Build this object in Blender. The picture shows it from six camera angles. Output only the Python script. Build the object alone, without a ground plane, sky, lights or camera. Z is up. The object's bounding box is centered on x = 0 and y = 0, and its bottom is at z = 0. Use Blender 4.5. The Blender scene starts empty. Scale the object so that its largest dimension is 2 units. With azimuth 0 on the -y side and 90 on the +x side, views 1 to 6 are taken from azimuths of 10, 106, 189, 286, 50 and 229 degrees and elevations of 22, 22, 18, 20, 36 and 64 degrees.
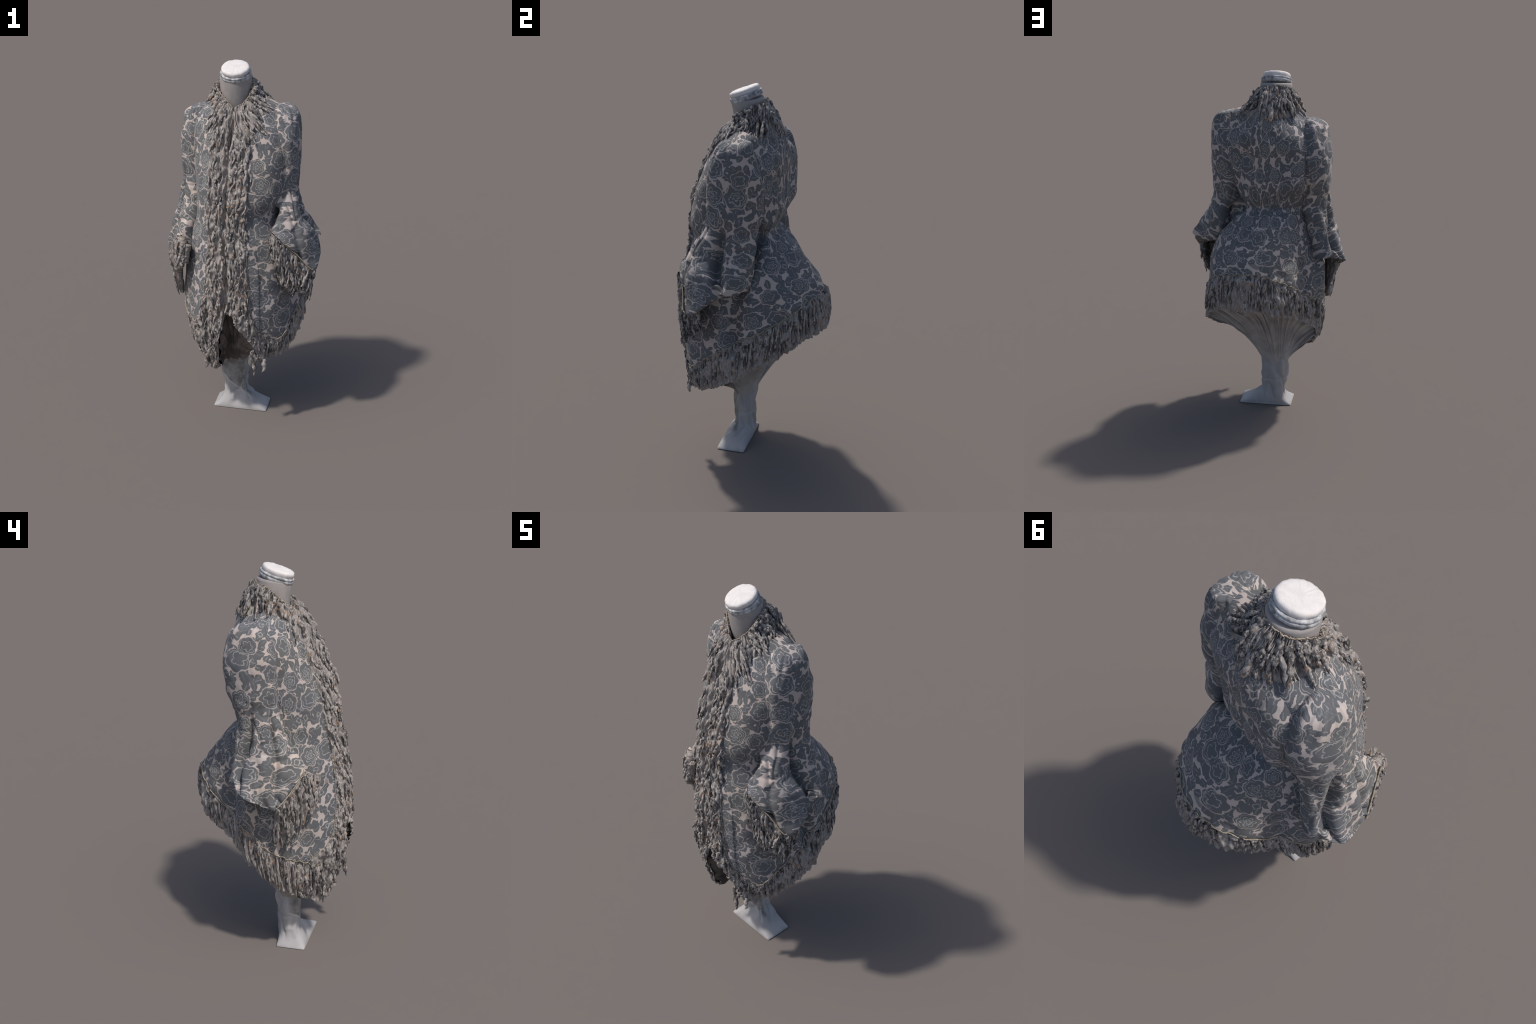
import bpy, math, random
import numpy as np
from mathutils import Vector, Matrix, noise

random.seed(7)
rng = np.random.default_rng(7)
COL = bpy.context.scene.collection

# ------------------------------------------------------------------ helpers
def smooth(xs, ys):
    """monotone cubic interpolant through control points"""
    xs = np.asarray(xs, float); ys = np.asarray(ys, float)
    o = np.argsort(xs); xs = xs[o]; ys = ys[o]
    h = np.diff(xs); d = np.diff(ys) / h
    m = np.zeros_like(xs); m[0] = d[0]; m[-1] = d[-1]
    for i in range(1, len(xs) - 1):
        if d[i - 1] * d[i] > 0:
            w1 = 2 * h[i] + h[i - 1]; w2 = h[i] + 2 * h[i - 1]
            m[i] = (w1 + w2) / (w1 / d[i - 1] + w2 / d[i])
    def f(x):
        x = np.clip(np.asarray(x, float), xs[0], xs[-1])
        i = np.clip(np.searchsorted(xs, x) - 1, 0, len(xs) - 2)
        t = (x - xs[i]) / h[i]
        return ((2*t**3 - 3*t**2 + 1) * ys[i] + (t**3 - 2*t**2 + t) * h[i] * m[i]
                + (-2*t**3 + 3*t**2) * ys[i+1] + (t**3 - t**2) * h[i] * m[i+1])
    return f

def around(pairs):
    """interpolant over azimuth in degrees (-180..180), periodic"""
    a = sorted(pairs)
    e = [(p[0] - 360, p[1]) for p in a] + a + [(p[0] + 360, p[1]) for p in a]
    return smooth([p[0] for p in e], [p[1] for p in e])

def step(a, b, x):
    t = np.clip((np.asarray(x, float) - a) / (b - a), 0, 1)
    return t * t * (3 - 2 * t)

def nz(P, scale, seed=0.0):
    """perlin noise on an (N,3) array; scale may be a triple"""
    S = np.array(scale if hasattr(scale, '__len__') else (scale,)*3)
    Q = P.reshape(-1, 3) * S + np.array([seed, seed*1.7, seed*.6])
    return np.array([noise.noise(Vector(q)) for q in Q.tolist()]).reshape(P.shape[:-1])

def new_obj(name, verts, faces, mat, parent, flat=False):
    me = bpy.data.meshes.new(name)
    me.from_pydata(np.asarray(verts).reshape(-1, 3).tolist(), [], [tuple(f) for f in faces])
    me.update()
    me.polygons.foreach_set('use_smooth', [not flat] * len(me.polygons))
    me.materials.append(mat)
    ob = bpy.data.objects.new(name, me); COL.objects.link(ob); ob.parent = parent
    return ob

def grid_faces(nv, nu, close_u=True):
    f = []
    for j in range(nv - 1):
        for i in range(nu if close_u else nu - 1):
            k = (i + 1) % nu
            f.append((j*nu + i, (j+1)*nu + i, (j+1)*nu + k, j*nu + k))
    return f

def grid_normals(G, close_u=True):
    """G (nv,nu,3) outward normals by central differences"""
    if close_u:
        du = np.roll(G, -1, 1) - np.roll(G, 1, 1)
    else:
        du = np.gradient(G, axis=1)
    dv = np.gradient(G, axis=0)
    n = np.cross(dv, du)
    return n / (np.linalg.norm(n, axis=-1, keepdims=True) + 1e-12)

def tube(pts, rad, seg=8, taper=None):
    pts = np.asarray(pts, float); n = len(pts)
    T = np.gradient(pts, axis=0); T /= np.linalg.norm(T, axis=1, keepdims=True) + 1e-12
    up = np.array([0.13, 0.31, 0.94]); V = []
    for k in range(n):
        a = np.cross(T[k], up); a /= np.linalg.norm(a); b = np.cross(T[k], a)
        r = rad if taper is None else rad * taper(k / (n - 1))
        for s in range(seg):
            c = 2*math.pi*s/seg
            V.append(pts[k] + r*(math.cos(c)*a + math.sin(c)*b))
    F = grid_faces(n, seg)
    F.append(tuple(range(seg))[::-1]); F.append(tuple((n-1)*seg + i for i in range(seg)))
    F = [tuple(reversed(f)) for f in F]
    return V, F

# ---------------------------------------------------------------- materials
class NT:
    def __init__(s, name, rough=0.9):
        s.m = bpy.data.materials.new(name); s.m.use_nodes = True
        s.t = s.m.node_tree; s.b = s.t.nodes['Principled BSDF']
        s.b.inputs['Roughness'].default_value = rough
        s.b.inputs['Specular IOR Level'].default_value = 0.25
    def n(s, typ, **kw):
        nd = s.t.nodes.new(typ)
        for k, v in kw.items(): setattr(nd, k, v)
        return nd
    def put(s, sock, v):
        if isinstance(v, bpy.types.NodeSocket): s.t.links.new(v, sock)
        elif v is not None: sock.default_value = v
    def math(s, op, a, b=None, c=None):
        nd = s.n('ShaderNodeMath', operation=op)
        for i, v in enumerate((a, b, c)):
            if v is not None: s.put(nd.inputs[i], v)
        return nd.outputs[0]
    def vec(s, op, a, b=None):
        nd = s.n('ShaderNodeVectorMath', operation=op)
        s.put(nd.inputs[0], a)
        if b is not None: s.put(nd.inputs[1], b)
        return nd.outputs['Value'] if op in ('LENGTH', 'DOT_PRODUCT') else nd.outputs[0]
    def sep(s, v):
        nd = s.n('ShaderNodeSeparateXYZ'); s.put(nd.inputs[0], v); return nd.outputs
    def comb(s, x, y, z=0.0):
        nd = s.n('ShaderNodeCombineXYZ')
        for i, v in enumerate((x, y, z)): s.put(nd.inputs[i], v)
        return nd.outputs[0]
    def obj(s): return s.n('ShaderNodeTexCoord').outputs['Object']
    def noise(s, vec, scale, detail=3, rough=.55):
        nd = s.n('ShaderNodeTexNoise'); s.put(nd.inputs['Vector'], vec)
        nd.inputs['Scale'].default_value = scale; nd.inputs['Detail'].default_value = detail
        nd.inputs['Roughness'].default_value = rough
        return nd
    def voro(s, vec, scale, rnd=1.0, dim='2D', feature='F1'):
        nd = s.n('ShaderNodeTexVoronoi', voronoi_dimensions=dim, feature=feature)
        s.put(nd.inputs['Vector'], vec); nd.inputs['Scale'].default_value = scale
        nd.inputs['Randomness'].default_value = rnd
        return nd
    def ss(s, a, b, x):
        nd = s.n('ShaderNodeMapRange', interpolation_type='SMOOTHSTEP')
        s.put(nd.inputs[0], x); nd.inputs[1].default_value = a; nd.inputs[2].default_value = b
        return nd.outputs[0]
    def mix(s, f, a, b):
        nd = s.n('ShaderNodeMix', data_type='RGBA')
        s.put(nd.inputs[0], f)
        for i, v in ((6, a), (7, b)):
            s.put(nd.inputs[i], v if isinstance(v, bpy.types.NodeSocket) else (*v, 1))
        return nd.outputs[2]
    def bump(s, h, strength, dist):
        nd = s.n('ShaderNodeBump'); s.put(nd.inputs['Height'], h)
        nd.inputs['Strength'].default_value = strength; nd.inputs['Distance'].default_value = dist
        s.t.links.new(nd.outputs[0], s.b.inputs['Normal'])
    def col(s, c): s.put(s.b.inputs['Base Color'], c)

C_GROUND = (0.53, 0.46, 0.425)
C_DARK = (0.138, 0.142, 0.149)
C_LINE = (0.44, 0.425, 0.41)

def brocade(name, cx, cy, R, shear=0.0, off=(0, 0), turn=0):
    """woven rose brocade wrapped round a vertical axis (cx, cy)"""
    s = NT(name, .8)
    o = s.obj(); x, y, z = s.sep(o)
    ax, ay = s.math('SUBTRACT', x, cx), s.math('SUBTRACT', y, cy)
    # the cut of the wrap faces front (hidden by the fringe) or the body
    ang = s.math('ARCTAN2', ax, ay) if turn == 0 else s.math('ARCTAN2', ay, s.math('MULTIPLY', ax, float(turn)))
    rad = s.math('SQRT', s.math('ADD', s.math('POWER', s.math('SUBTRACT', x, cx), 2.0),
                                s.math('POWER', s.math('SUBTRACT', y, cy), 2.0)))
    u = s.math('ADD', s.math('MULTIPLY', ang, R), off[0])
    v = s.math('ADD', s.math('ADD', z, s.math('MULTIPLY', rad, -0.55)), off[1])
    v = s.math('ADD', v, s.math('MULTIPLY', u, shear))
    p = s.comb(u, v)
    wob = s.noise(o, 14, 2)
    p = s.vec('ADD', p, s.vec('MULTIPLY', s.vec('SUBTRACT', wob.outputs['Color'], (.5, .5, .5)), (.03, .03, 0)))
    fine = s.noise(o, 130, 2)
    p2 = s.vec('ADD', p, s.vec('MULTIPLY', s.vec('SUBTRACT', fine.outputs['Color'], (.5, .5, .5)), (.009, .009, 0)))

    def flower(scale, size, petals, rnd, shift, amp):
        q = s.vec('ADD', p2, (*shift, 0))
        vo = s.voro(q, scale, rnd)
        d = s.vec('SUBTRACT', q, vo.outputs['Position'])
        dx, dy, _ = s.sep(d)
        r = s.vec('LENGTH', s.comb(dx, dy))
        th = s.math('ARCTAN2', dy, dx)
        rc, gc, bc = s.sep(vo.outputs['Color'])
        ph = s.math('MULTIPLY', rc, 6.28)
        wav = s.math('SUBTRACT', s.math('MULTIPLY', s.math('ABSOLUTE', s.math('COSINE', s.math('ADD', s.math('MULTIPLY', th, petals / 2), ph))), 2.0), 1.2)
        edge = s.math('MULTIPLY', s.math('ADD', s.math('MULTIPLY', wav, amp), 1.0),
                      s.math('ADD', s.math('MULTIPLY', gc, size*.35), size*.8))
        rel = s.math('DIVIDE', r, edge)
        return rel, r, th, ph, gc, bc

    # large roses with scalloped petal rings and a crown of leaves
    rel, r, th, ph, gc, bc = flower(7.4, .049, 6.0, .6, (0.013, 0.02), .09)
    rose = s.ss(1.04, .98, rel)
    # inner petals sit off-centre towards one side of each rose
    eo = s.math('MULTIPLY', s.math('SUBTRACT', gc, .2), .34)
    rel0 = rel
    rel = s.math('MULTIPLY', rel0, s.math('ADD', 1.0, s.math('MULTIPLY', eo, s.math('COSINE', s.math('ADD', th, s.math('MULTIPLY', bc, 6.28))))))
    w2 = s.math('SUBTRACT', s.math('MULTIPLY', s.math('ABSOLUTE', s.math('COSINE', s.math('ADD', s.math('MULTIPLY', th, s.math('ADD', 2.0, s.math('MULTIPLY', s.math('ROUND', s.math('MULTIPLY', bc, 2.0)), .5))), ph))), 2.0), 1.3)
    ring1 = s.math('ABSOLUTE', s.math('SUBTRACT', rel, s.math('ADD', .54, s.math('MULTIPLY', w2, .12))))
    ring2 = s.math('ABSOLUTE', s.math('SUBTRACT', rel0, .86))
    half = s.ss(-.4, .3, s.math('COSINE', s.math('ADD', th, ph)))
    ring3 = s.math('ABSOLUTE', s.math('SUBTRACT', rel, s.math('ADD', .22, s.math('MULTIPLY', w2, .08))))
    l1 = s.ss(.066, .03, ring1)
    l2 = s.math('MULTIPLY', s.ss(.052, .025, ring2), half)
    l3 = s.math('MULTIPLY', s.ss(.07, .03, ring3), s.ss(.6, .7, bc))
    lines = s.math('MULTIPLY', s.math('MAXIMUM', l1, s.math('MAXIMUM', l2, l3)), rose)
    # crown: seven pointed leaves in polar sectors round each rose
    def crown(n, rl, a, b, off):
        sec = s.math('FRACT', s.math('ADD', s.math('MULTIPLY', s.math('ADD', th, s.math('MULTIPLY', ph, 1.7)), n / 6.28318), off))
        tt = s.math('MULTIPLY', s.math('MULTIPLY', s.math('SUBTRACT', sec, .5), 6.28318 / n), r)
        ex = s.math('ABSOLUTE', s.math('DIVIDE', s.math('SUBTRACT', r, rl), a))
        ey = s.math('ABSOLUTE', s.math('DIVIDE', tt, b))
        e = s.math('ADD', s.math('POWER', ex, 1.6), s.math('POWER', ey, 1.6))
        vein = s.math('MULTIPLY', s.ss(.20, .08, ey), s.ss(.8, .5, ex))
        return s.ss(1.1, .93, e), vein
    c1, v1 = crown(7.0, .070, .019, .0165, 10.0)
    c1 = s.math('MULTIPLY', c1, s.math('SUBTRACT', 1.0, s.ss(1.0, 1.08, s.math('DIVIDE', 1.12, rel0))))
    # small blossoms and loose leaves filling the gaps
    rel2, r2, th2, ph2, gc2, bc2 = flower(15.5, .0215, 4.0, .8, (.31, .57), .16)
    small = s.math('MULTIPLY', s.ss(1.06, .96, rel2), s.ss(.30, .34, bc2))
    ls = s.math('MULTIPLY', s.ss(.14, .06, s.math('ABSOLUTE', s.math('SUBTRACT', rel2, .5))), s.math('MULTIPLY', small, s.ss(.7, .75, gc2)))
    def leaves(scale, ln, wd, shift, keep):
        q = s.vec('ADD', p2, (*shift, 0))
        vo = s.voro(q, scale, .85)
        dx, dy, _ = s.sep(s.vec('SUBTRACT', q, vo.outputs['Position']))
        rc, gc, bc = s.sep(vo.outputs['Color'])
        a = s.math('MULTIPLY', rc, 6.28)
        ca = s.math('COSINE', a); sa = s.math('SINE', a)
        lx = s.math('ADD', s.math('MULTIPLY', dx, ca), s.math('MULTIPLY', dy, sa))
        ly = s.math('SUBTRACT', s.math('MULTIPLY', dy, ca), s.math('MULTIPLY', dx, sa))
        k = s.math('ADD', .75, s.math('MULTIPLY', gc, .5))
        ex = s.math('ABSOLUTE', s.math('DIVIDE', lx, s.math('MULTIPLY', k, ln)))
        ey = s.math('ABSOLUTE', s.math('DIVIDE', ly, s.math('MULTIPLY', k, wd)))
        e = s.math('ADD', s.math('POWER', ex, 1.6), s.math('POWER', ey, 1.6))
        body = s.math('MULTIPLY', s.ss(1.10, .92, e), s.ss(keep, keep + .03, bc))
        vein = s.math('MULTIPLY', s.ss(.2, .08, ey), s.ss(.9, .7, ex))
        return body, s.math('MULTIPLY', vein, body)
    b1, vv1 = leaves(20.0, .0265, .0145, (.5, .2), .14)
    q3 = s.vec('ADD', p2, (.77, .33, 0))
    dte = s.voro(q3, 23, .9, '2D', 'DISTANCE_TO_EDGE'); cel = s.voro(q3, 23, .9)
    keep3 = s.ss(.70, .73, s.sep(cel.outputs['Color'])[1])
    b3 = s.math('MULTIPLY', s.ss(.07, .11, dte.outputs['Distance']), keep3)
    lv = s.math('MAXIMUM', s.math('MAXIMUM', s.math('MAXIMUM', b1, small), c1), b3)
    halo = s.math('MULTIPLY', s.ss(1.0, 1.05, rel0), s.ss(1.16, 1.10, rel0))
    lv = s.math('MULTIPLY', lv, s.math('SUBTRACT', 1.0, s.math('MULTIPLY', halo, .75)))
    mask = s.math('MAXIMUM', rose, lv)
    notrose = s.math('SUBTRACT', 1.0, rose)
    inner = s.math('MAXIMUM', s.math('MULTIPLY', s.math('MULTIPLY', v1, c1), .55), s.math('MAXIMUM', s.math('MULTIPLY', vv1, .2), ls))
    lines = s.math('MAXIMUM', lines, s.math('MULTIPLY', inner, notrose))
    stip = s.noise(o, 320, 1)
    lines = s.math('MULTIPLY', lines, s.ss(.25, .50, stip.outputs[0]))
    big = s.noise(o, 5, 3)
    tint = s.mix(s.ss(.35, .65, big.outputs[0]), (.96, .97, 1.0), (1.03, 1.0, .96))
    weave = s.noise(o, 420, 2)
    c = s.mix(mask, C_GROUND, C_DARK)
    c = s.mix(s.math('MULTIPLY', lines, .85), c, C_LINE)
    mul = s.n('ShaderNodeMix', data_type='RGBA', blend_type='MULTIPLY'); mul.inputs[0].default_value = 1
    s.put(mul.inputs[6], c); s.put(mul.inputs[7], tint)
    g = s.math('ADD', .88, s.math('MULTIPLY', weave.outputs[0], .24))
    mul2 = s.n('ShaderNodeMix', data_type='RGBA', blend_type='MULTIPLY'); mul2.inputs[0].default_value = 1
    s.put(mul2.inputs[6], mul.outputs[2]); s.put(mul2.inputs[7], s.comb(g, g, g))
    s.col(mul2.outputs[2])
    s.b.inputs['Sheen Weight'].default_value = .08
    s.bump(s.math('ADD', weave.outputs[0], s.math('MULTIPLY', mask, .4)), .25, .002)
    return s.m

def fringe_mat(name, orange=0.0, k=1.0):
    s = NT(name, .85); o = s.obj()
    geo = s.n('ShaderNodeNewGeometry').outputs['Position']
    info = s.n('ShaderNodeObjectInfo').outputs['Random']
    st = s.noise(s.vec('MULTIPLY', geo, (1, 1, .30)), 120, 3)
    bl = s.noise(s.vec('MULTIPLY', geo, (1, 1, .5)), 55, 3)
    c = s.mix(s.ss(.38, .62, st.outputs[0]), (.085*k, .078*k, .076*k), (.45*k, .41*k, .388*k))  # contrast painted in: highlights on strands, dark gaps between, blotches below too
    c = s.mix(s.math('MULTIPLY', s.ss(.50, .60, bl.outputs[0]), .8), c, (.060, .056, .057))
    c = s.mix(s.math('MULTIPLY', s.ss(.50, 1.0, info), .50), c, (.50, .455, .425))
    c = s.mix(s.math('MULTIPLY', s.ss(.45, .0, info), .35), c, (.10, .095, .094))
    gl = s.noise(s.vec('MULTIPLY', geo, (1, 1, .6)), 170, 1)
    c = s.mix(s.math('MULTIPLY', s.ss(.64, .70, gl.outputs[0]), .85), c, (.62, .57, .52))  # pale specks drawn into the colour as glints on the beads
    if orange:
        sp = s.noise(s.vec('MULTIPLY', s.vec('ADD', geo, (3, 1, 2)), (1, 1, .55)), 95, 2)
        patch = s.noise(s.vec('ADD', geo, (9, 4, 5)), 7, 1)
        om = s.math('MULTIPLY', s.ss(.59, .65, sp.outputs[0]), s.ss(.58 - orange, .66 - orange, patch.outputs[0]))
        c = s.mix(s.math('MULTIPLY', om, .8), c, (.42, .24, .13))
    s.col(c)
    s.bump(st.outputs[0], .6, .004)
    return s.m

def simple(name, col, var, scale, rough=.8, stretch=(1, 1, 1), bump=.2):
    s = NT(name, rough); o = s.obj()
    n1 = s.noise(s.vec('MULTIPLY', o, stretch), scale, 4)
    c = s.mix(s.ss(.3, .7, n1.outputs[0]), tuple(k*(1-var) for k in col), tuple(k*(1+var) for k in col))
    s.col(c)
    n2 = s.noise(o, scale*12, 2)
    s.bump(n2.outputs[0], bump, .002)
    return s.m

M_BODY = brocade('rose_brocade_body', -.03, -.04, .33)
M_SLV_L = brocade('rose_brocade_sleeve', .12, -.02, .18, off=(.37, .11), turn=1)
M_SLV_R = brocade('rose_brocade_sleeve', -.17, .02, .18, off=(.81, .05), turn=-1)
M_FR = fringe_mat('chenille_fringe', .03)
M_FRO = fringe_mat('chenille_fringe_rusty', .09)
M_BACK = fringe_mat('chenille_fringe_gap_darkened', .09, .72)  # same fringe, colour darkened to show shadow between the strands
M_CORD = simple('cream_cord', (.38, .32, .245), .35, 120, .7)
M_NECK = simple('dress_form_linen', (.37, .338, .325), .05, 40, .75, (1, 1, 1), .15)
M_CAP = simple('neck_cap_plaster', (.80, .755, .73), .05, 30, .6, (1, 1, 1), .5)
M_DARKRIM = simple('neck_cap_dirty_rim', (.46, .46, .47), .5, 45, .7, (1, 1, .6), .8)
def stand_mat():
    s = NT('stand_cloth', .6); o = s.obj(); x, y, z = s.sep(o)
    n1 = s.noise(s.vec('MULTIPLY', o, (1, 1, .35)), 9, 4)
    c = s.mix(s.ss(.3, .7, n1.outputs[0]), (.36, .345, .345), (.49, .47, .465))
    # soiled front drape ending in a diagonal piped edge
    line = s.math('SUBTRACT', z, s.math('SUBTRACT', .113, s.math('MULTIPLY', x, .75)))
    front = s.math('MULTIPLY', s.ss(-.095, -.115, y), s.ss(.055, .075, z))
    n2 = s.noise(o, 26, 4)
    d = s.mix(s.ss(.35, .65, n2.outputs[0]), (.22, .205, .195), (.36, .345, .33))
    d = s.mix(s.ss(.66, .70, n2.outputs[0]), d, (.06, .055, .055))
    c = s.mix(s.math('MULTIPLY', s.ss(.0, .004, line), front), c, d)
    pipe = s.math('MULTIPLY', s.ss(.007, .003, s.math('ABSOLUTE', line)), front)
    c = s.mix(s.math('MULTIPLY', pipe, .8), c, (.58, .56, .52))
    s.col(c); return s.m
M_STAND = stand_mat()

def funnel_mat():
    s = NT('lining_cloth', .8); o = s.obj()
    n1 = s.noise(s.vec('MULTIPLY', o, (1, 1, .5)), 14, 4)
    n2 = s.noise(o, 40, 3)
    x, y, z = s.sep(o)
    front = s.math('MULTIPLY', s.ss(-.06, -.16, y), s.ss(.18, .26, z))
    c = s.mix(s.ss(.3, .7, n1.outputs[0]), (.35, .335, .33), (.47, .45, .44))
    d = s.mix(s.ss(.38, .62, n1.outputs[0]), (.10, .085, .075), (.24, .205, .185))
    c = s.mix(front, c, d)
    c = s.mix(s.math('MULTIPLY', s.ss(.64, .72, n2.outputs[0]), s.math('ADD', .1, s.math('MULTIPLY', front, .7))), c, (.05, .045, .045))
    s.col(c); return s.m
M_LINING = funnel_mat()

# --------------------------------------------------------------------- root
ROOT = bpy.data.objects.new('dressed_mannequin', None); COL.objects.link(ROOT)
ROOT['label'] = 'headless dress form wearing fringed grey floral brocade mantle'
ROOT['category'] = 'dressed mannequin'

# ---------------------------------------------------------------- coat body
# sections by height: z, left, right, front, back
SEC = [
 (1.96, -.138, .036, -.116, .056),
 (1.92, -.140, .038, -.116, .066),
 (1.88, -.148, .048, -.116, .090),
 (1.85, -.156, .064, -.116, .106),
 (1.825, -.164, .084, -.118, .120),
 (1.805, -.170, .105, -.124, .132),
 (1.785, -.186, .165, -.140, .143),
 (1.765, -.212, .205, -.157, .152),
 (1.74, -.245, .226, -.170, .162),
 (1.70, -.275, .238, -.190, .170),
 (1.63, -.285, .246, -.218, .170),
 (1.53, -.275, .254, -.262, .162),
 (1.42, -.262, .254, -.297, .166),
 (1.38, -.256, .250, -.308, .162),
 (1.34, -.252, .244, -.317, .147),
 (1.305, -.248, .234, -.322, .131),
 (1.285, -.246, .226, -.325, .120),
 (1.268, -.246, .220, -.328, .112),
 (1.25, -.248, .217, -.331, .128),
 (1.23, -.250, .220, -.334, .158),
 (1.20, -.253, .226, -.339, .192),
 (1.17, -.258, .238, -.345, .222),
 (1.10, -.280, .278, -.357, .277),
 (1.02, -.300, .304, -.370, .340),
 (0.96, -.310, .320, -.377, .377),
 (0.90, -.314, .330, -.383, .396),
 (0.80, -.318, .338, -.387, .398),
 (0.70, -.322, .346, -.388, .366),
 (0.60, -.320, .354, -.387, .320),
 (0.50, -.298, .346, -.371, .27),
 (0.40, -.258, .325, -.344, .22),
 (0.28, -.210, .265, -.300, .15),
]
zz = [r[0] for r in SEC]
fL, fR, fF, fB = (smooth(zz, [r[k] for r in SEC]) for k in (1, 2, 3, 4))
fcx = smooth([.28, .9, 1.3, 1.6, 1.94], [-.01, .0, -.03, -.03, -.05])
fcy = smooth([.28, .7, 1.1, 1.27, 1.6, 1.8, 1.94], [-.05, -.02, -.03, -.08, -.03, -.01, -.03])
ZTOP = around([(0, 1.775), (25, 1.80), (60, 1.86), (110, 1.905), (180, 1.925), (-25, 1.80), (-60, 1.86), (-110, 1.905)])
ZBOT = around([(-170, .745), (-150, .70), (-120, .58), (-100, .48), (-90, .445), (-75, .395), (-60, .355), (-45, .32), (-30, .305), (-21, .315),
               (-17.5, .36), (-14.5, .50), (-9, .60), (-4.5, .70), (1, .70), (5, .63), (11.5, .575), (17.5, .52),
               (23.5, .45), (27.5, .38), (33, .38), (45, .405), (60, .437), (75, .475), (90, .54), (120, .65), (150, .74), (180, .755)])
ZTRIM = around([(-170, .955), (-150, .905), (-125, .79), (-90, .665), (-60, .58), (-40, .535), (-30, .54),
                (30, .54), (40, .53), (60, .61), (90, .745), (120, .86), (150, .945), (180, .965)])
# front border strips of fringe: x limits by height
STRIP_L = smooth([.30, .55, .675, .87, 1.05, 1.3, 1.5, 1.64, 1.72, 1.80], [-.26, -.24, -.165, -.135, -.128, -.143, -.147, -.14, -.15, -.15])
STRIP_R = smooth([.30, .53, .60, .70, .85, 1.0, 1.15, 1.4, 1.52, 1.65, 1.72, 1.80], [.20, .19, .155, .11, .092, .08, .07, .07, .072, .073, .09, .09])
ZCOLLAR = around([(0, 1.70), (35, 1.73), (60, 1.785), (90, 1.80), (130, 1.775), (180, 1.755), (-130, 1.765), (-90, 1.79), (-60, 1.775), (-35, 1.73)])

def body_point(phi, z):
    """phi degrees, 0 = front (-y), 90 = +x"""
    a = np.radians(phi); s = np.sin(a); c = np.cos(a)
    cx = fcx(z); cy = fcy(z)
    rx = np.where(s > 0, fR(z) - cx, cx - fL(z))
    ry = np.where(c > 0, cy - fF(z), fB(z) - cy)
    # squareness: bustle flatter on the wearer's right back
    low = step(1.25, 1.08, z)
    mid = step(1.22, 1.30, z) * step(1.76, 1.64, z)
    top = step(1.60, 1.77, z) * step(1.88, 1.82, z) * np.where(c > 0, np.where(s < 0, .42, .30), .42)
    back_r = (c < 0) & (s < 0); front_l = (c > 0) & (s > 0)
    front_r = (c > 0) & (s < 0)
    e = 1 + top + np.where(back_r, .50, np.where(front_l, -.08, 0)) * low + np.where(front_r, .15, 0) * (step(.75, .5, z) + .7 * step(1.35, 1.5, z) * step(1.75, 1.68, z))
    e = e + np.where(back_r, -.45, np.where(front_l, -.30, np.where(c < 0, -.20, 0))) * mid
    ex = e - np.where(back_r, .25, 0) * low
    x = cx + rx * np.sign(s) * np.abs(s) ** ex
    y = cy - ry * np.sign(c) * np.abs(c) ** e
    # the blouse hangs out further over the wearer's right shoulder blade
    bl = step(1.29, 1.42, z) * step(1.72, 1.58, z) * (c < 0)
    y = y + bl * (.034 * np.exp(-((phi + 140) / 26) ** 2) - .012 * np.exp(-((phi - 150) / 22) ** 2))
    return np.stack([x, y, z + 0 * x], -1)

# side creases where skirt back tucks behind the sleeve panel
CRL = smooth([.70, .76, .94, 1.21, 1.32, 1.48], [-.015, -.012, -.005, .055, .08, .13])
CRR = smooth([.60, .80, 1.00, 1.21, 1.35, 1.48], [.05, .07, .10, .12, .13, .15])

NU, NV = 600, 470
ph = (np.arange(NU) + .5) / NU * 360 - 180
# denser samples in front where the strips end
PH = ph[None, :].repeat(NV, 0)
T = np.linspace(0, 1, NV)[:, None]
ZG = ZTOP(PH) * (1 - T) + ZBOT(PH) * T
G = body_point(PH, ZG)

def body_masks(phi, P):
    z = P[..., 2]
    front = (np.abs(phi) < 75)
    strip = front & (P[..., 0] > STRIP_L(z)) & (P[..., 0] < STRIP_R(z))
    return strip, z < ZTRIM(phi), z > ZCOLLAR(phi)

N = grid_normals(G)
cl = np.exp(-((G[..., 1] - CRL(ZG) + .018 * step(1.1, .95, ZG)) / np.where(ZG < 1.0, .040, .030)) ** 2) * (G[..., 0] > .1) * step(1.5, 1.3, ZG) * step(.66, .78, ZG)
cr = np.exp(-((G[..., 1] - CRR(ZG)) / .026) ** 2) * (G[..., 0] < -.1) * step(1.5, 1.3, ZG) * step(.5, .66, ZG)
side_r = (G[..., 0] < -.1)
disp = -.055 * cl
disp += .032 * np.exp(-((G[..., 1] - .04) / .032) ** 2) * side_r * step(.70, .80, ZG) * step(1.02, .93, ZG)
disp -= .030 * np.exp(-((G[..., 1] - .155) / .032) ** 2) * side_r * step(.60, .72, ZG) * step(1.05, .95, ZG)
strip, hem, collar = body_masks(PH, G)
fr = strip | hem | collar
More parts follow.
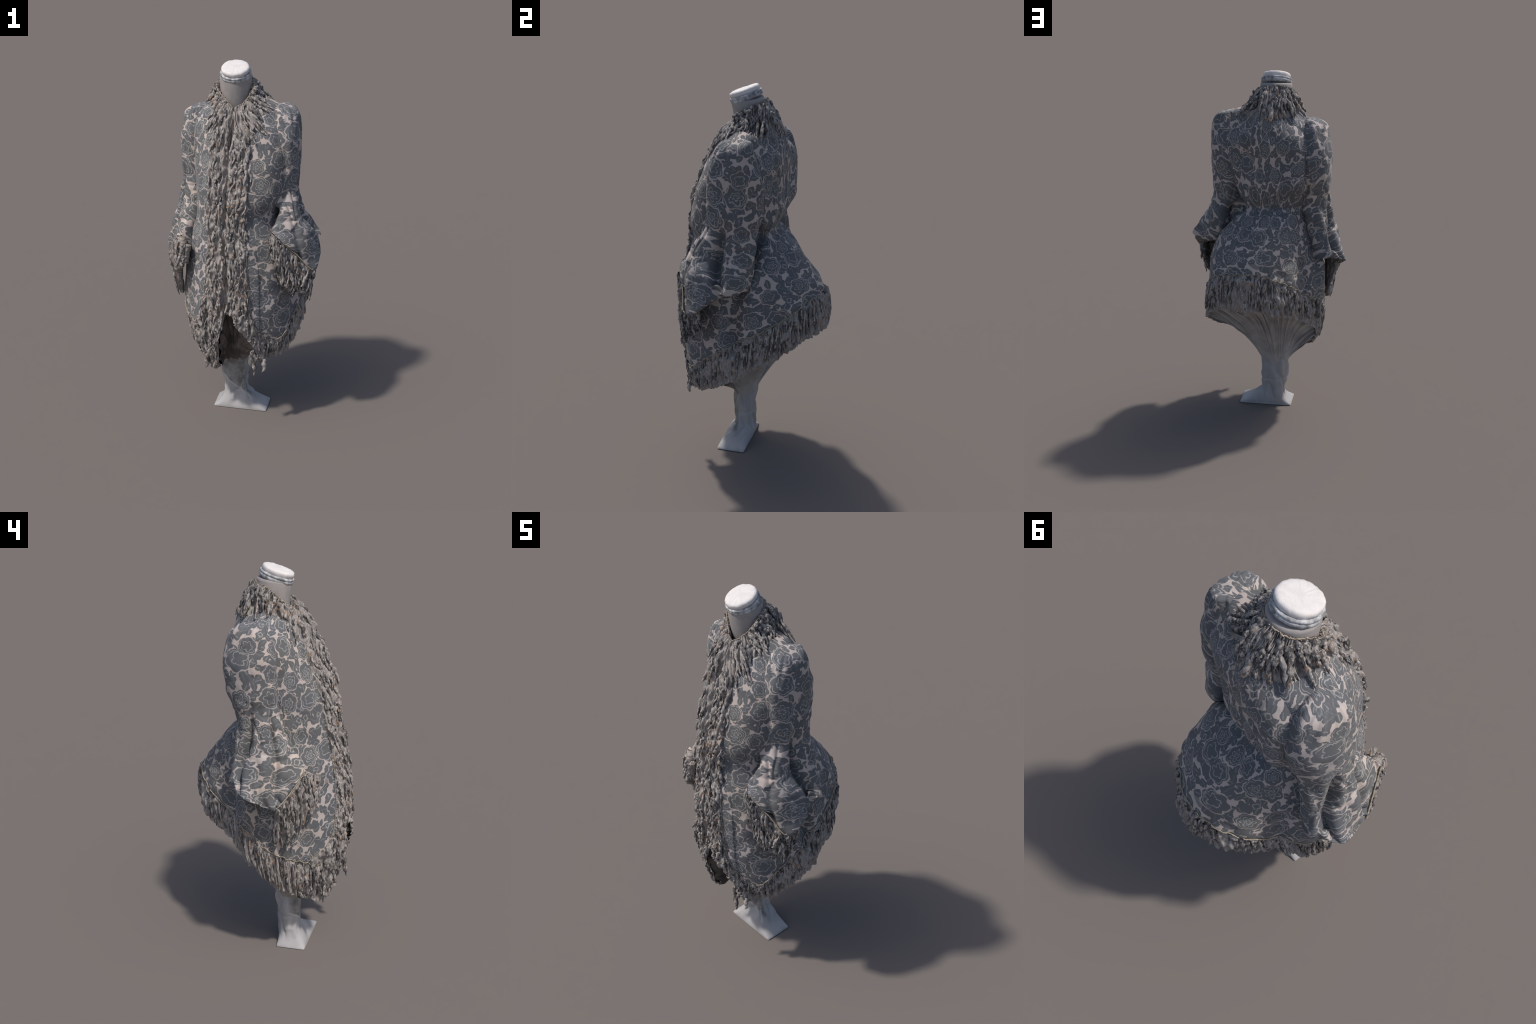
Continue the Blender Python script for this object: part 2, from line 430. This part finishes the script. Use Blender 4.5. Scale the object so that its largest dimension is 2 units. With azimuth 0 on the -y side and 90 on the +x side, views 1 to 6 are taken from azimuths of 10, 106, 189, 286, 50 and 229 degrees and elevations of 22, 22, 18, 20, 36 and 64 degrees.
# cloth: soft wrinkles
disp += .006 * nz(G, 9, 3) + .0035 * nz(G, (22, 22, 14), 8)
disp -= .006 * np.clip(1 - 5 * np.abs(nz(G, (10, 10, 4), 17)), 0, 1) * step(1.2, 1.35, ZG) * (np.abs(PH) > 80)
backlow = step(1.10, .95, ZG) * (np.abs(PH) > 120)
disp += backlow * .010 * nz(G, (16, 16, 22), 5)
# hanging folds of the skirt sides
skf = step(1.15, .85, ZG) * ~(np.abs(PH) < 25)
disp += skf * .007 * np.sin(np.radians(PH) * 9 + 2.5 * nz(G, 3, 14))
# princess seams of the bodice back, centre-back seam
for xs, dp in ((-.035, .004), (-.13, .004), (.07, .004)):
    disp -= dp * np.exp(-((G[..., 0] - xs * (.6 + .4 * (ZG - 1.0) / .7)) / .008) ** 2) * (np.abs(PH) > 90) * step(1.25, 1.33, ZG)
# fringe backing: vertical ridges
ang = np.radians(PH) * .34
Q = np.stack([ang, 0 * ang, ZG], -1)
ridge = 1 - np.abs(nz(Q + .004 * nz(G, 20, 1)[..., None], (52, 1, 9), 2)) * 2.2
lump = nz(Q, (60, 1, 30), 12)
disp += fr * (.012 * ridge + .017 * lump - .008)
# two front strips with a dark valley between them at the closure
XC = smooth([.3, .7, .85, 1.15, 1.35, 1.5, 1.66, 1.78], [-.03, -.03, -.022, -.046, -.04, -.048, -.036, -.05])
disp -= .026 * np.exp(-((G[..., 0] - XC(ZG)) / .013) ** 2) * (np.abs(PH) < 50)
disp += .008 * strip
G = G + N * disp[..., None]
N = grid_normals(G)

frv = fr
faces = grid_faces(NV, NU)
fm = []
for f in faces:
    fm.append(sum(frv[v // NU, v % NU] for v in f) >= 3)
fm = np.array(fm)
def submesh(name, sel, mat):
    F = [faces[i] for i in np.nonzero(sel)[0]]
    used = sorted({v for f in F for v in f}); ix = {v: k for k, v in enumerate(used)}
    V = G.reshape(-1, 3)[used]
    ob = new_obj(name, V, [tuple(ix[v] for v in f) for f in F], mat, ROOT)
    return ob
submesh('coat_body', ~fm, M_BODY)
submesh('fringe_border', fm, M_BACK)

def on_body(phi, z, off=0.0):
    """displaced surface lookup"""
    i = int(round((phi + 180) / 360 * NU - .5)) % NU
    z0, z1 = ZG[0, i], ZG[-1, i]
    j = int(np.clip(round((z0 - z) / (z0 - z1) * (NV - 1)), 0, NV - 1))
    return G[j, i] + N[j, i] * off, N[j, i]

def phi_for_x(x, z):
    best = None
    for p in np.linspace(-80, 80, 321):
        d = abs(body_point(np.array(p), np.array(z))[0] - x)
        if best is None or d < best[0]: best = (d, p)
    return best[1]

inner = [G[0] - N[0] * np.array([1, 1, 0]) * .004 + np.array([0, 0, .002])]
cen = np.array([-.05, -.03, 0])
for k, (dz, sh) in enumerate(((-.004, .04), (-.03, .06), (-.09, .06))):
    q = G[0].copy(); q[:, :2] = cen[:2] + (q[:, :2] - cen[:2]) * (1 - sh); q[:, 2] += dz; inner.append(q)
new_obj('collar_lining', np.array(inner), [tuple(reversed(f)) for f in grid_faces(4, NU)], M_NECK, ROOT)

# ------------------------------------------------------------------ sleeves
def ring_ellipse(cx, cy, z, rx, ry, n=8, tilt=0.0, tx=0.0, sq=.82, bk=1.0, ft=1.0):
    """front, front-outer, outer ... order given by side sign of rx"""
    out = []
    for k in range(n):
        a = 2 * math.pi * k / n
        sn, cs = math.sin(a), math.cos(a)
        q = sq if cs > .01 else 1.0
        x = rx * math.copysign(abs(sn)**q, sn); y = -ry * math.copysign(abs(cs)**q, cs) * (ft if cs > 0 else bk)
        out.append((cx + x, cy + y, z - tilt * math.sin(a) + tx * math.cos(a)))
    return out

SL_L = [  # wearer's left (+x); order front, front-outer, outer, back-outer, back, back-inner, inner, front-inner
 ring_ellipse(.218, -.008, 1.776, .0005, .0005),
 ring_ellipse(.222, -.008, 1.773, .040, .060, tilt=.008),
 ring_ellipse(.227, -.006, 1.750, .065, .098, tilt=.016, bk=.70),
 ring_ellipse(.228, -.006, 1.70, .076, .126, tilt=.024, bk=.70),
 ring_ellipse(.225, -.010, 1.64, .084, .144, tilt=.02, bk=.76),
 ring_ellipse(.221, -.018, 1.55, .090, .150, tilt=.01, bk=.90),
 ring_ellipse(.217, -.035, 1.43, .092, .146, bk=1.0),
 ring_ellipse(.214, -.058, 1.32, .096, .146, bk=1.02),
 [(.248, -.232, 1.25), (.312, -.215, 1.245), (.344, -.110, 1.20), (.330, .02, 1.20), (.275, .080, 1.22), (.21, .05, 1.23), (.205, -.04, 1.24), (.225, -.17, 1.25)],
 [(.238, -.276, 1.185), (.345, -.248, 1.150), (.408, -.140, 1.130), (.385, .00, 1.13), (.30, .072, 1.14), (.22, .05, 1.15), (.200, -.05, 1.16), (.212, -.22, 1.185)],
 [(.235, -.307, 1.145), (.358, -.274, 1.040), (.438, -.155, 1.02), (.440, -.045, 1.068), (.325, .060, 1.08), (.23, .04, 1.09), (.19, -.06, 1.10), (.19, -.23, 1.145)],
 [(.240, -.312, 1.135), (.330, -.271, 1.04), (.426, -.228, .928), (.434, -.055, 1.05), (.325, .050, 1.05), (.24, .03, 1.06), (.20, -.06, 1.07), (.195, -.24, 1.13)],
 [(.250, -.25, 1.12), (.315, -.21, 1.04), (.375, -.17, .98), (.385, -.02, 1.05), (.32, .03, 1.05), (.26, .02, 1.06), (.22, -.06, 1.08), (.21, -.20, 1.11)],
 [(.27, -.12, 1.10), (.29, -.11, 1.08), (.31, -.09, 1.07), (.31, -.04, 1.08), (.30, -.02, 1.08), (.28, -.03, 1.09), (.26, -.06, 1.10), (.26, -.10, 1.10)],
]
SL_R = [  # wearer's right (-x); same order
 ring_ellipse(-.266, .008, 1.747, -.0005, .0005),
 ring_ellipse(-.270, .010, 1.743, -.040, .060, tilt=.008, ft=.7),
 ring_ellipse(-.277, .016, 1.718, -.062, .092, tilt=.020, ft=.75),
 ring_ellipse(-.279, .023, 1.67, -.075, .116, tilt=.024, ft=.82),
 ring_ellipse(-.277, .032, 1.61, -.086, .126, tilt=.02),
 ring_ellipse(-.272, .032, 1.53, -.092, .128, tilt=.01),
 ring_ellipse(-.268, .022, 1.43, -.095, .123),
 ring_ellipse(-.264, .000, 1.32, -.093, .108),
 [(-.275, -.145, 1.23), (-.345, -.11, 1.21), (-.374, -.02, 1.205), (-.345, .060, 1.21), (-.295, .100, 1.22), (-.225, .08, 1.23), (-.195, 0, 1.24), (-.22, -.1, 1.24)],
 [(-.287, -.190, 1.15), (-.360, -.150, 1.10), (-.405, -.03, 1.105), (-.372, .070, 1.10), (-.315, .108, 1.11), (-.24, .08, 1.13), (-.205, -.02, 1.14), (-.235, -.14, 1.15)],
 [(-.305, -.232, 1.095), (-.372, -.170, .995), (-.425, -.050, .965), (-.443, .045, .985), (-.345, .120, 1.01), (-.26, .07, 1.03), (-.225, -.03, 1.05), (-.25, -.18, 1.085)],
 [(-.312, -.242, 1.08), (-.362, -.180, .985), (-.402, -.118, .895), (-.440, .028, .960), (-.338, .113, .99), (-.26, .06, .98), (-.23, -.05, .95), (-.243, -.20, .965)],
 [(-.30, -.19, 1.07), (-.35, -.14, 1.0), (-.375, -.08, .95), (-.40, .03, .99), (-.33, .08, 1.0), (-.27, .04, 1.01), (-.25, -.03, 1.02), (-.27, -.15, 1.06)],
 [(-.30, -.08, 1.06), (-.32, -.06, 1.04), (-.33, -.04, 1.03), (-.33, .0, 1.03), (-.31, .02, 1.04), (-.29, .0, 1.04), (-.28, -.03, 1.05), (-.28, -.06, 1.06)],
]

def loft(rings, nu, nv_per):
    R = np.array(rings, float); m, k, _ = R.shape
    # around: periodic catmull-rom
    U = np.arange(nu) / nu * k; i = U.astype(int); t = (U - i)[None, :, None]
    def cr(p0, p1, p2, p3, t):
        return .5 * (2*p1 + (p2-p0)*t + (2*p0-5*p1+4*p2-p3)*t*t + (3*p1-p0-3*p2+p3)*t**3)
    A = cr(R[:, (i-1) % k], R[:, i % k], R[:, (i+1) % k], R[:, (i+2) % k], t)
    out = []
    for j in range(m - 1):
        p0 = A[max(j-1, 0)]; p1 = A[j]; p2 = A[j+1]; p3 = A[min(j+2, m-1)]
        for q in range(nv_per):
            out.append(cr(p0, p1, p2, p3, q / nv_per))
    out.append(A[-1])
    return np.array(out)

def sleeve(rings, side, mat, seed, folds):
    nvp = 16
    S = loft(rings, 200, nvp)
    n = grid_normals(S)
    c = S.mean(1, keepdims=True)
    if ((S - c) * n).sum() < 0: n = -n
    zc = S[..., 2]
    U = (np.arange(200) / 200)[None, :].repeat(len(S), 0)
    V = (np.arange(len(S)) / nvp)[:, None].repeat(200, 1)
    mask = step(12.2, 11.0, V)
    d = .006 * nz(S, 11, seed) + .0035 * nz(S, (26, 26, 16), seed + 2)
    d -= .007 * np.clip(1 - 5 * np.abs(nz(S, (12, 12, 4.5), seed + 9)), 0, 1) * step(3.5, 6, V)
    d -= .006 * np.clip(1 - 5 * np.abs(nz(S, (6, 6, 14), seed + 13)), 0, 1) * np.exp(-((V - 7.5) / 1.6) ** 2)
    # gathered puckers round the shoulder cap
    capm = np.exp(-((V - 2.2) / 1.2) ** 2)
    d += capm * .007 * nz(np.stack([U * 26, 0 * U, V * .3], -1), 1, seed)
    # elbow folds: long hollows (u at ring 7, u at ring 11, width, depth)
    for u0, u1, w, dep in folds:
        uc = u0 + (u1 - u0) * (V - 7) / 4
        d -= dep * np.exp(-((U - uc) / w) ** 2) * step(6.0, 8.0, V) * step(12.2, 11.4, V)
        d += dep * .18 * np.exp(-((U - uc - w * 2) / w) ** 2) * step(6.5, 8.5, V) * step(12.2, 11.4, V)
    d += step(5, 8, V) * .006 * nz(np.stack([U * 12, V * .35, 0 * U], -1), 1, seed + 5)
    S = S + n * (d * mask)[..., None]
    F = grid_faces(*S.shape[:2])
    if side < 0: pass
    else: F = [tuple(reversed(f)) for f in F]
    ob = new_obj('sleeve', S, F, mat, ROOT)
    return S
SGL = sleeve(SL_L, 1, M_SLV_L, 21, [(.235, .385, .024, .060), (.07, .14, .02, .012)])
SGR = sleeve(SL_R, -1, M_SLV_R, 31, [(.11, .215, .017, .028), (.27, .475, .030, .046), (.20, .33, .02, .006)])

# ------------------------------------------------------------- strand kinds
def strand_mesh(kind, seed, mat, wave=1.0):
    r = random.Random(seed)
    n = 12; seg = 8; V = []
    bx, by = r.uniform(-.45, .45) * wave, r.uniform(-.05, .25)
    p1, p2 = r.uniform(0, 6), r.uniform(0, 6)
    for k in range(n):
        t = k / (n - 1)
        env = (math.sin(math.pi * min(1, .18 + t * .80)) ** .45) * (1 - .25 * t)
        env *= 1 + .22 * math.sin(t * 17 + p1) + r.uniform(-.07, .07)
        if k in (0, n - 1): env *= .45
        cx = bx * math.sin(t * 3.1) + .16 * wave * math.sin(t * 9 + p2)
        cy = by * math.sin(t * 2.6)
        for s in range(seg):
            a = 2*math.pi*s/seg
            e = env * (1 + r.uniform(-.22, .22))
            V.append((cx + e * math.cos(a) * .5, cy + e * math.sin(a) * .5, -t))
    F = grid_faces(n, seg)
    F.append(tuple(range(seg))); F.append(tuple((n-1)*seg + i for i in range(seg))[::-1])
    F = [tuple(reversed(f)) for f in F]
    me = bpy.data.meshes.new(kind); me.from_pydata(V, [], F); me.update()
    me.polygons.foreach_set('use_smooth', [True]*len(me.polygons))
    me.materials.append(mat)
    return me
STRANDS = [strand_mesh('fringe_strand', 100 + i, M_FR) for i in range(10)]
HEMS = [strand_mesh('fringe_strand', 300 + i, M_FR, .35) for i in range(10)]
TUFTS = [strand_mesh('fringe_tuft', 200 + i, M_FRO) for i in range(10)]
count = {'fringe_strand': 0, 'fringe_tuft': 0}

def put_strand(kind, meshes, root, tip, nrm, width, depth):
    """strand from root to tip; local -z runs along it, x across, y outward"""
    root = Vector(root); tip = Vector(tip); ln = (tip - root).length
    if ln < 1e-4: return
    zax = (root - tip).normalized(); yax = Vector(nrm); yax = (yax - zax * yax.dot(zax)).normalized()
    xax = yax.cross(zax)
    M = Matrix.Identity(4)
    for i in range(3):
        M[i][0] = xax[i] * width; M[i][1] = yax[i] * depth; M[i][2] = zax[i] * ln; M[i][3] = root[i]
    ob = bpy.data.objects.new(kind, random.choice(meshes)); COL.objects.link(ob)
    ob.parent = ROOT; ob.matrix_world = M
    count[kind] += 1

# hem strands
nh = 150
for k in range(nh):
    p = -180 + 360 * (k + random.uniform(-.3, .3)) / nh
    if -36 < p < 33: continue
    zt = float(ZTRIM(p)) - random.uniform(.002, .03); zb = float(ZBOT(p)) + random.uniform(.01, .05)
    if random.random() < .25: zb += random.uniform(0, .05)
    a, n0 = on_body(p, zt, .003); b, n1 = on_body(p + random.uniform(-2, 2), zb, .005)
    put_strand('fringe_strand', HEMS, a, b, n0 + n1, random.uniform(.011, .026), random.uniform(.014, .024))
# collar strands
for row, (n, t0, t1) in enumerate(((42, .0, .55), (44, .30, .95))):
    for k in range(n):
        p = -180 + 360 * (k + random.uniform(-.35, .35)) / n
        zt = float(ZTOP(p)); zc = float(ZCOLLAR(p)); L = zt - zc
        if abs(p) < 20: continue
        za = zt - L * (t0 + random.uniform(0, .12)); zb = zt - L * (t1 + random.uniform(-.1, .28)) 
        a, n0 = on_body(p, za, .004); b, n1 = on_body(p + random.uniform(-9, 9), zb, random.uniform(.002, .014))
        put_strand('fringe_strand', STRANDS, a, b, n0 + n1, random.uniform(.016, .034), random.uniform(.014, .026))
# loose pointed ends at the front corner
for (rx, ry, rz), (tx, ty, tz) in (((.150, -.345, .44), (.139, -.358, .322)), ((.125, -.35, .48), (.118, -.352, .355)),
                                   ((.18, -.325, .42), (.176, -.332, .335)), ((-.15, -.30, .40), (-.155, -.292, .306))):
    put_strand('fringe_strand', STRANDS, (rx, ry, rz), (tx, ty, tz), (0, -1, 0), .026, .02)
# front border tufts, in overlapping rows down both strips
z = 1.745
while z > .37:
    xl, xr, xc = float(STRIP_L(z)), float(STRIP_R(z)), float(XC(z))
    if z < .70:
        half = [(xl, min(-.02 - (.70 - z) * .12, xc)), (max(.0 + (.70 - z) * .28, xc), xr)]
    else:
        half = [(xl, xc - .008), (xc + .008, xr)]
    for s, (a0, a1) in enumerate(half):
        nn = max(2, int((a1 - a0) / .024))
        for i in range(nn):
            x = a0 + (a1 - a0) * (i + .5 + random.uniform(-.3, .3)) / nn
            pz = z + random.uniform(-.02, .02)
            p = phi_for_x(x, pz)
            ln = random.uniform(.045, .085)
            if pz < float(ZBOT(p)) + .02: continue
            a, n0 = on_body(p, pz, .002)
            lean = (x - xc) * 40 * step(1.45, 1.75, pz) + random.uniform(-4.5, 4.5)
            b, n1 = on_body(p + lean, max(pz - ln, float(ZBOT(p)) - .01), random.uniform(.002, .012))
            put_strand('fringe_tuft', TUFTS, a, b, n0, random.uniform(.012, .022), random.uniform(.012, .020))
    z -= .040

# ------------------------------------------------------------- cuff fringes
def cuff_fringe(edge, bottom, outward, nst, seed):
    """thick fringe hanging between the cuff edge and a lower, ragged edge (control points)"""
    r = random.Random(seed)
    m = 80; t = np.linspace(0, 1, m)
    def curve(c): return np.stack([smooth(np.linspace(0, 1, len(c)), [e[i] for e in c])(t) for i in range(3)], -1)
    E = curve(edge); B = curve(bottom)
    tang = np.gradient(E, axis=0); tang[:, 2] = 0
    tang /= np.linalg.norm(tang, axis=1, keepdims=True)
    out = np.cross(tang, [0, 0, 1])
    sgn = np.sign(out @ np.array(outward)); out = out * sgn[:, None]
    nv = 56
    s = np.linspace(0, 1, nv)[:, None]
    P = E[None] * (1 - s[..., None]) + B[None] * s[..., None]
    q = np.stack([t[None, :].repeat(nv, 0), s.repeat(m, 1), 0 * P[..., 0]], -1)
    ends = np.sin(np.pi * np.clip(t, .02, .98)) ** .35
    th = (.030 * (1 - .5 * s) * ends[None]) [..., None]
    rr = (1 - 2.2 * np.abs(nz(q, (15, 3.0, 1), seed))) * .010 + nz(q, (22, 10, 1), seed + 3) * .012
    Fg = P + out[None] * (th * .35 + rr[..., None])
    Bg = P - out[None] * (th + rr[..., None] * .5)
    jag = nz(q, (17, 0, 1), seed + 7)[-1] * .05
    w = s ** 3
    Fg[..., 2] += w * jag[None]; Bg[..., 2] += w * jag[None]
    G2 = np.concatenate([Fg, Bg[:, ::-1]], 1)
    F = grid_faces(nv, 2*m)
    F += [(i, i+1, 2*m-2-i, 2*m-1-i) for i in range(m-1)]
    o = (nv-1)*2*m
    F += [(o+i, o+2*m-1-i, o+2*m-2-i, o+i+1) for i in range(m-1)]
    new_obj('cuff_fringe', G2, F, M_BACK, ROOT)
    for k in range(nst):
        i = int((k + r.uniform(.1, .9)) / nst * (m-1))
        j0 = int(nv * r.choice([.02, .04, .3, .5])); j1 = int(min(nv-1, j0 + nv * r.uniform(.3, .6)))
        a = Fg[j0, i] + out[i] * .002; b = Fg[j1, min(m-1, max(0, i + r.randint(-3, 3)))] + out[i] * r.uniform(.0, .008)
        if j1 > nv * .85 and r.random() < .6: b = b - np.array([0, 0, r.uniform(.01, .03)])
        put_strand('fringe_strand', STRANDS, a, b, out[i], r.uniform(.012, .02), r.uniform(.011, .018))
    return E
EL = cuff_fringe([(.195, -.245, 1.135), (.235, -.305, 1.128), (.275, -.292, 1.085), (.335, -.265, 1.025), (.412, -.232, .938), (.420, -.165, .965)],
                 [(.20, -.26, 1.03), (.222, -.298, .935), (.272, -.306, .86), (.335, -.288, .81), (.395, -.245, .785), (.402, -.165, .84)], (.4, -1, 0), 44, 41)
ER = cuff_fringe([(-.248, -.262, 1.035), (-.275, -.282, 1.04), (-.315, -.246, 1.07), (-.345, -.20, 1.01), (-.375, -.155, .945), (-.40, -.118, .905)],
                 [(-.262, -.265, .95), (-.285, -.288, .92), (-.318, -.262, .865), (-.328, -.20, .78), (-.330, -.145, .70), (-.345, -.085, .735)], (-1, -.3, 0), 44, 43)

# -------------------------------------------------------------- trim cords
def cord(pts, rad=.0035):
    P = np.array(pts)
    V, F = tube(P, rad, 6); return new_obj('trim_cord', V, F, M_CORD, ROOT)
for rngp in (np.arange(36, 321, .8),):
    pts = []
    for p in rngp:
        q = (p + 180) % 360 - 180
        a, n = on_body(q, float(ZTRIM(q)) + .003 + .003*math.sin(p*.9), .004); pts.append(a)
    P = np.array(pts); P[1:-1] = (P[:-2] + 2*P[1:-1] + P[2:]) / 4
    cord(P, .0024)
for side in (0, 1):
    pts = []
    for z in np.arange(.545, 1.10, .012):
        x = float((STRIP_L if side == 0 else STRIP_R)(z)) + (-.004 if side == 0 else .004)
        a, n = on_body(phi_for_x(x, z), z, .003); pts.append(a)
    P = np.array(pts); P[1:-1] = (P[:-2] + 2*P[1:-1] + P[2:]) / 4
    cord(P, .0020)
P = np.array([on_body(q, float(ZTOP(q)), .0)[0] for q in np.arange(-178, 178, 2)])
for _ in range(4): P[1:-1] = (P[:-2] + 2*P[1:-1] + P[2:]) / 4
cord(P, .0026)
cord(EL[22:66] + np.array([0.008, -.012, .004]), .0032)
cord(ER[34:] + np.array([-.012, -.006, .004]), .0032)

# --------------------------------------------- lining that narrows to the stem
STC = np.array([-.032, -.080])
def stem_ring(rx, ry, n=NU, sq=1.0, c=STC):
    a = np.radians(ph); s = np.sin(a); cc = np.cos(a)
    return np.stack([c[0] + rx*np.sign(s)*np.abs(s)**sq, c[1] - ry*np.sign(cc)*np.abs(cc)**sq], -1)
hemxy = G[-1] - N[-1] * .012; hemxy = hemxy.copy(); hemxy[:, 2] = ZG[-1] + .012
top = stem_ring(.078, .058); ztop = .285
rows = []
for k in range(36):
    s = k / 35
    xy = hemxy[:, :2] * (1 - s) + top * s
    zf = .55 * s ** 1.05 + .45 * s ** 3.2
    z = hemxy[:, 2] * (1 - zf) + np.minimum(ztop, hemxy[:, 2] - .0) * zf
    z = z - .03 * math.sin(math.pi * s) * 0
    rows.append(np.concatenate([xy, z[:, None]], 1))
FG = np.array(rows)
# hollow of the front opening
op = np.exp(-(ph / 16) ** 2)[None, :] * np.sin(np.pi * np.linspace(0, 1, 36))[:, None]
FG[..., 1] -= .02 * op
q = np.stack([np.radians(ph)[None, :].repeat(36, 0), np.linspace(0, 1, 36)[:, None].repeat(NU, 1), 0*op], -1)
s1 = np.sin(np.pi * np.linspace(0, 1, 36))[:, None]
FG[..., 2] += s1 * (.030 * nz(q, (3, .6, 1), 4) - .02 * np.clip(1 - 4 * np.abs(nz(q, (4, .8, 1), 11)), 0, 1))
FG[..., 2] += s1 * .085 * np.exp(-((ph - 30) / 38) ** 2)[None, :] * (1 - .3 * s1)
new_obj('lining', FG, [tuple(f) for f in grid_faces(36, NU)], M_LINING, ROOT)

# ------------------------------------------------------------ stem and foot
PROF = [  # z, rx, ry, cx, cy, squareness exponent
 (.345, .088, .068, -.034, -.080, 1.0), (.28, .084, .062, -.034, -.078, .95), (.22, .083, .059, -.028, -.081, .92),
 (.185, .080, .058, -.026, -.082, .9), (.17, .074, .055, -.024, -.083, .9), (.155, .077, .058, -.022, -.083, .9),
 (.13, .072, .057, -.020, -.084, .85), (.11, .069, .056, -.018, -.085, .8), (.09, .071, .058, -.019, -.086, .75), (.065, .084, .066, -.006, -.092, .65),
 (.042, .101, .071, .006, -.101, .5), (.022, .128, .075, .017, -.108, .32), (.008, .150, .077, .023, -.112, .15), (.003, .156, .0775, .0245, -.1125, .1), (.0, .156, .0775, .0245, -.1125, .1)]
ps = [r[0] for r in PROF]; pf = [smooth(ps, [r[k] for r in PROF]) for k in range(1, 6)]
n = 160; a = np.arange(n) / n * 2*math.pi; rows = []
for z in np.concatenate([np.linspace(.345, .008, 80), [.003, 0.0]]):
    rx, ry, cx, cy, e = [float(f(z)) for f in pf]
    s = np.sin(a); c = np.cos(a)
    rows.append(np.stack([cx + rx*np.sign(s)*np.abs(s)**e, cy - ry*np.sign(c)*np.abs(c)**e, 0*a + z], -1))
SG = np.array(rows)
m = step(.02, .08, SG[..., 2])
nn = grid_normals(SG)
SG = SG + nn * (m * (.010 * nz(SG, (24, 24, 5), 2) - .008 * np.clip(1 - 5 * np.abs(nz(SG, (16, 16, 5), 6)), 0, 1)))[..., None]
F = grid_faces(len(rows), n); F.append(tuple((len(rows)-1)*n + i for i in range(n)))
new_obj('stand_foot', SG, F, M_STAND, ROOT)

# --------------------------------------------------------------- neck + cap
def lathe_tilted(prof, base, axis_top, name, mat, seed=0, rough=0.0, seg=96):
    """prof: (radius_x, radius_y, height along the tilted axis)"""
    ax = (Vector(axis_top) - Vector(base)); h = ax.length; ax.normalize()
    xv = Vector((1, 0, 0)); xv = (xv - ax*xv.dot(ax)).normalized(); yv = ax.cross(xv)
    rows = []
    for rx, ry, t in prof:
        rows.append([list(Vector(base) + ax*t + xv*rx*math.cos(b) + yv*ry*math.sin(b)) for b in np.arange(seg)/seg*2*math.pi])
    L = np.array(rows)
    if rough:
        L = L + grid_normals(L)[..., None, :][..., 0, :] * (rough * (nz(L, 38, seed) + .6 * nz(L, 110, seed)))[..., None]
    F = [tuple(reversed(f)) for f in grid_faces(len(rows), seg)]
    F.append(tuple((len(rows)-1)*seg + i for i in range(seg))); F.append(tuple(range(seg))[::-1])
    return new_obj(name, L, F, mat, ROOT)
base = (-.050, -.008, 1.70); topc = (-.051, -.036, 1.95)
lathe_tilted([(.088, .080, 0), (.087, .082, .08), (.086, .083, .16), (.086, .085, .215), (.084, .083, .225), (.078, .077, .228)], base, topc, 'neck', M_NECK)
axd = Vector((0, -.36, 1)).normalized()
cb = Vector((-.051, -.037, 1.921)); ct = cb + axd
prof = [(.080, .080, .0), (.0805, .081, .002), (.0825, .0835, .003), (.083, .084, .010), (.083, .084, .014), (.081, .082, .016), (.081, .082, .018), (.083, .084, .020), (.083, .084, .025), (.078, .080, .028), (.070, .072, .029)]
lathe_tilted(prof, cb, ct, 'neck_cap_rim', M_DARKRIM, 3, .0022)
prof = [(.070, .073, .02), (.0715, .0755, .031), (.0745, .0785, .034), (.075, .079, .046), (.071, .075, .053), (.062, .066, .055), (.04, .042, .056), (.01, .01, .056)]
lathe_tilted(prof, cb, ct, 'neck_cap', M_CAP, 5, .0025)
print('counts', count)
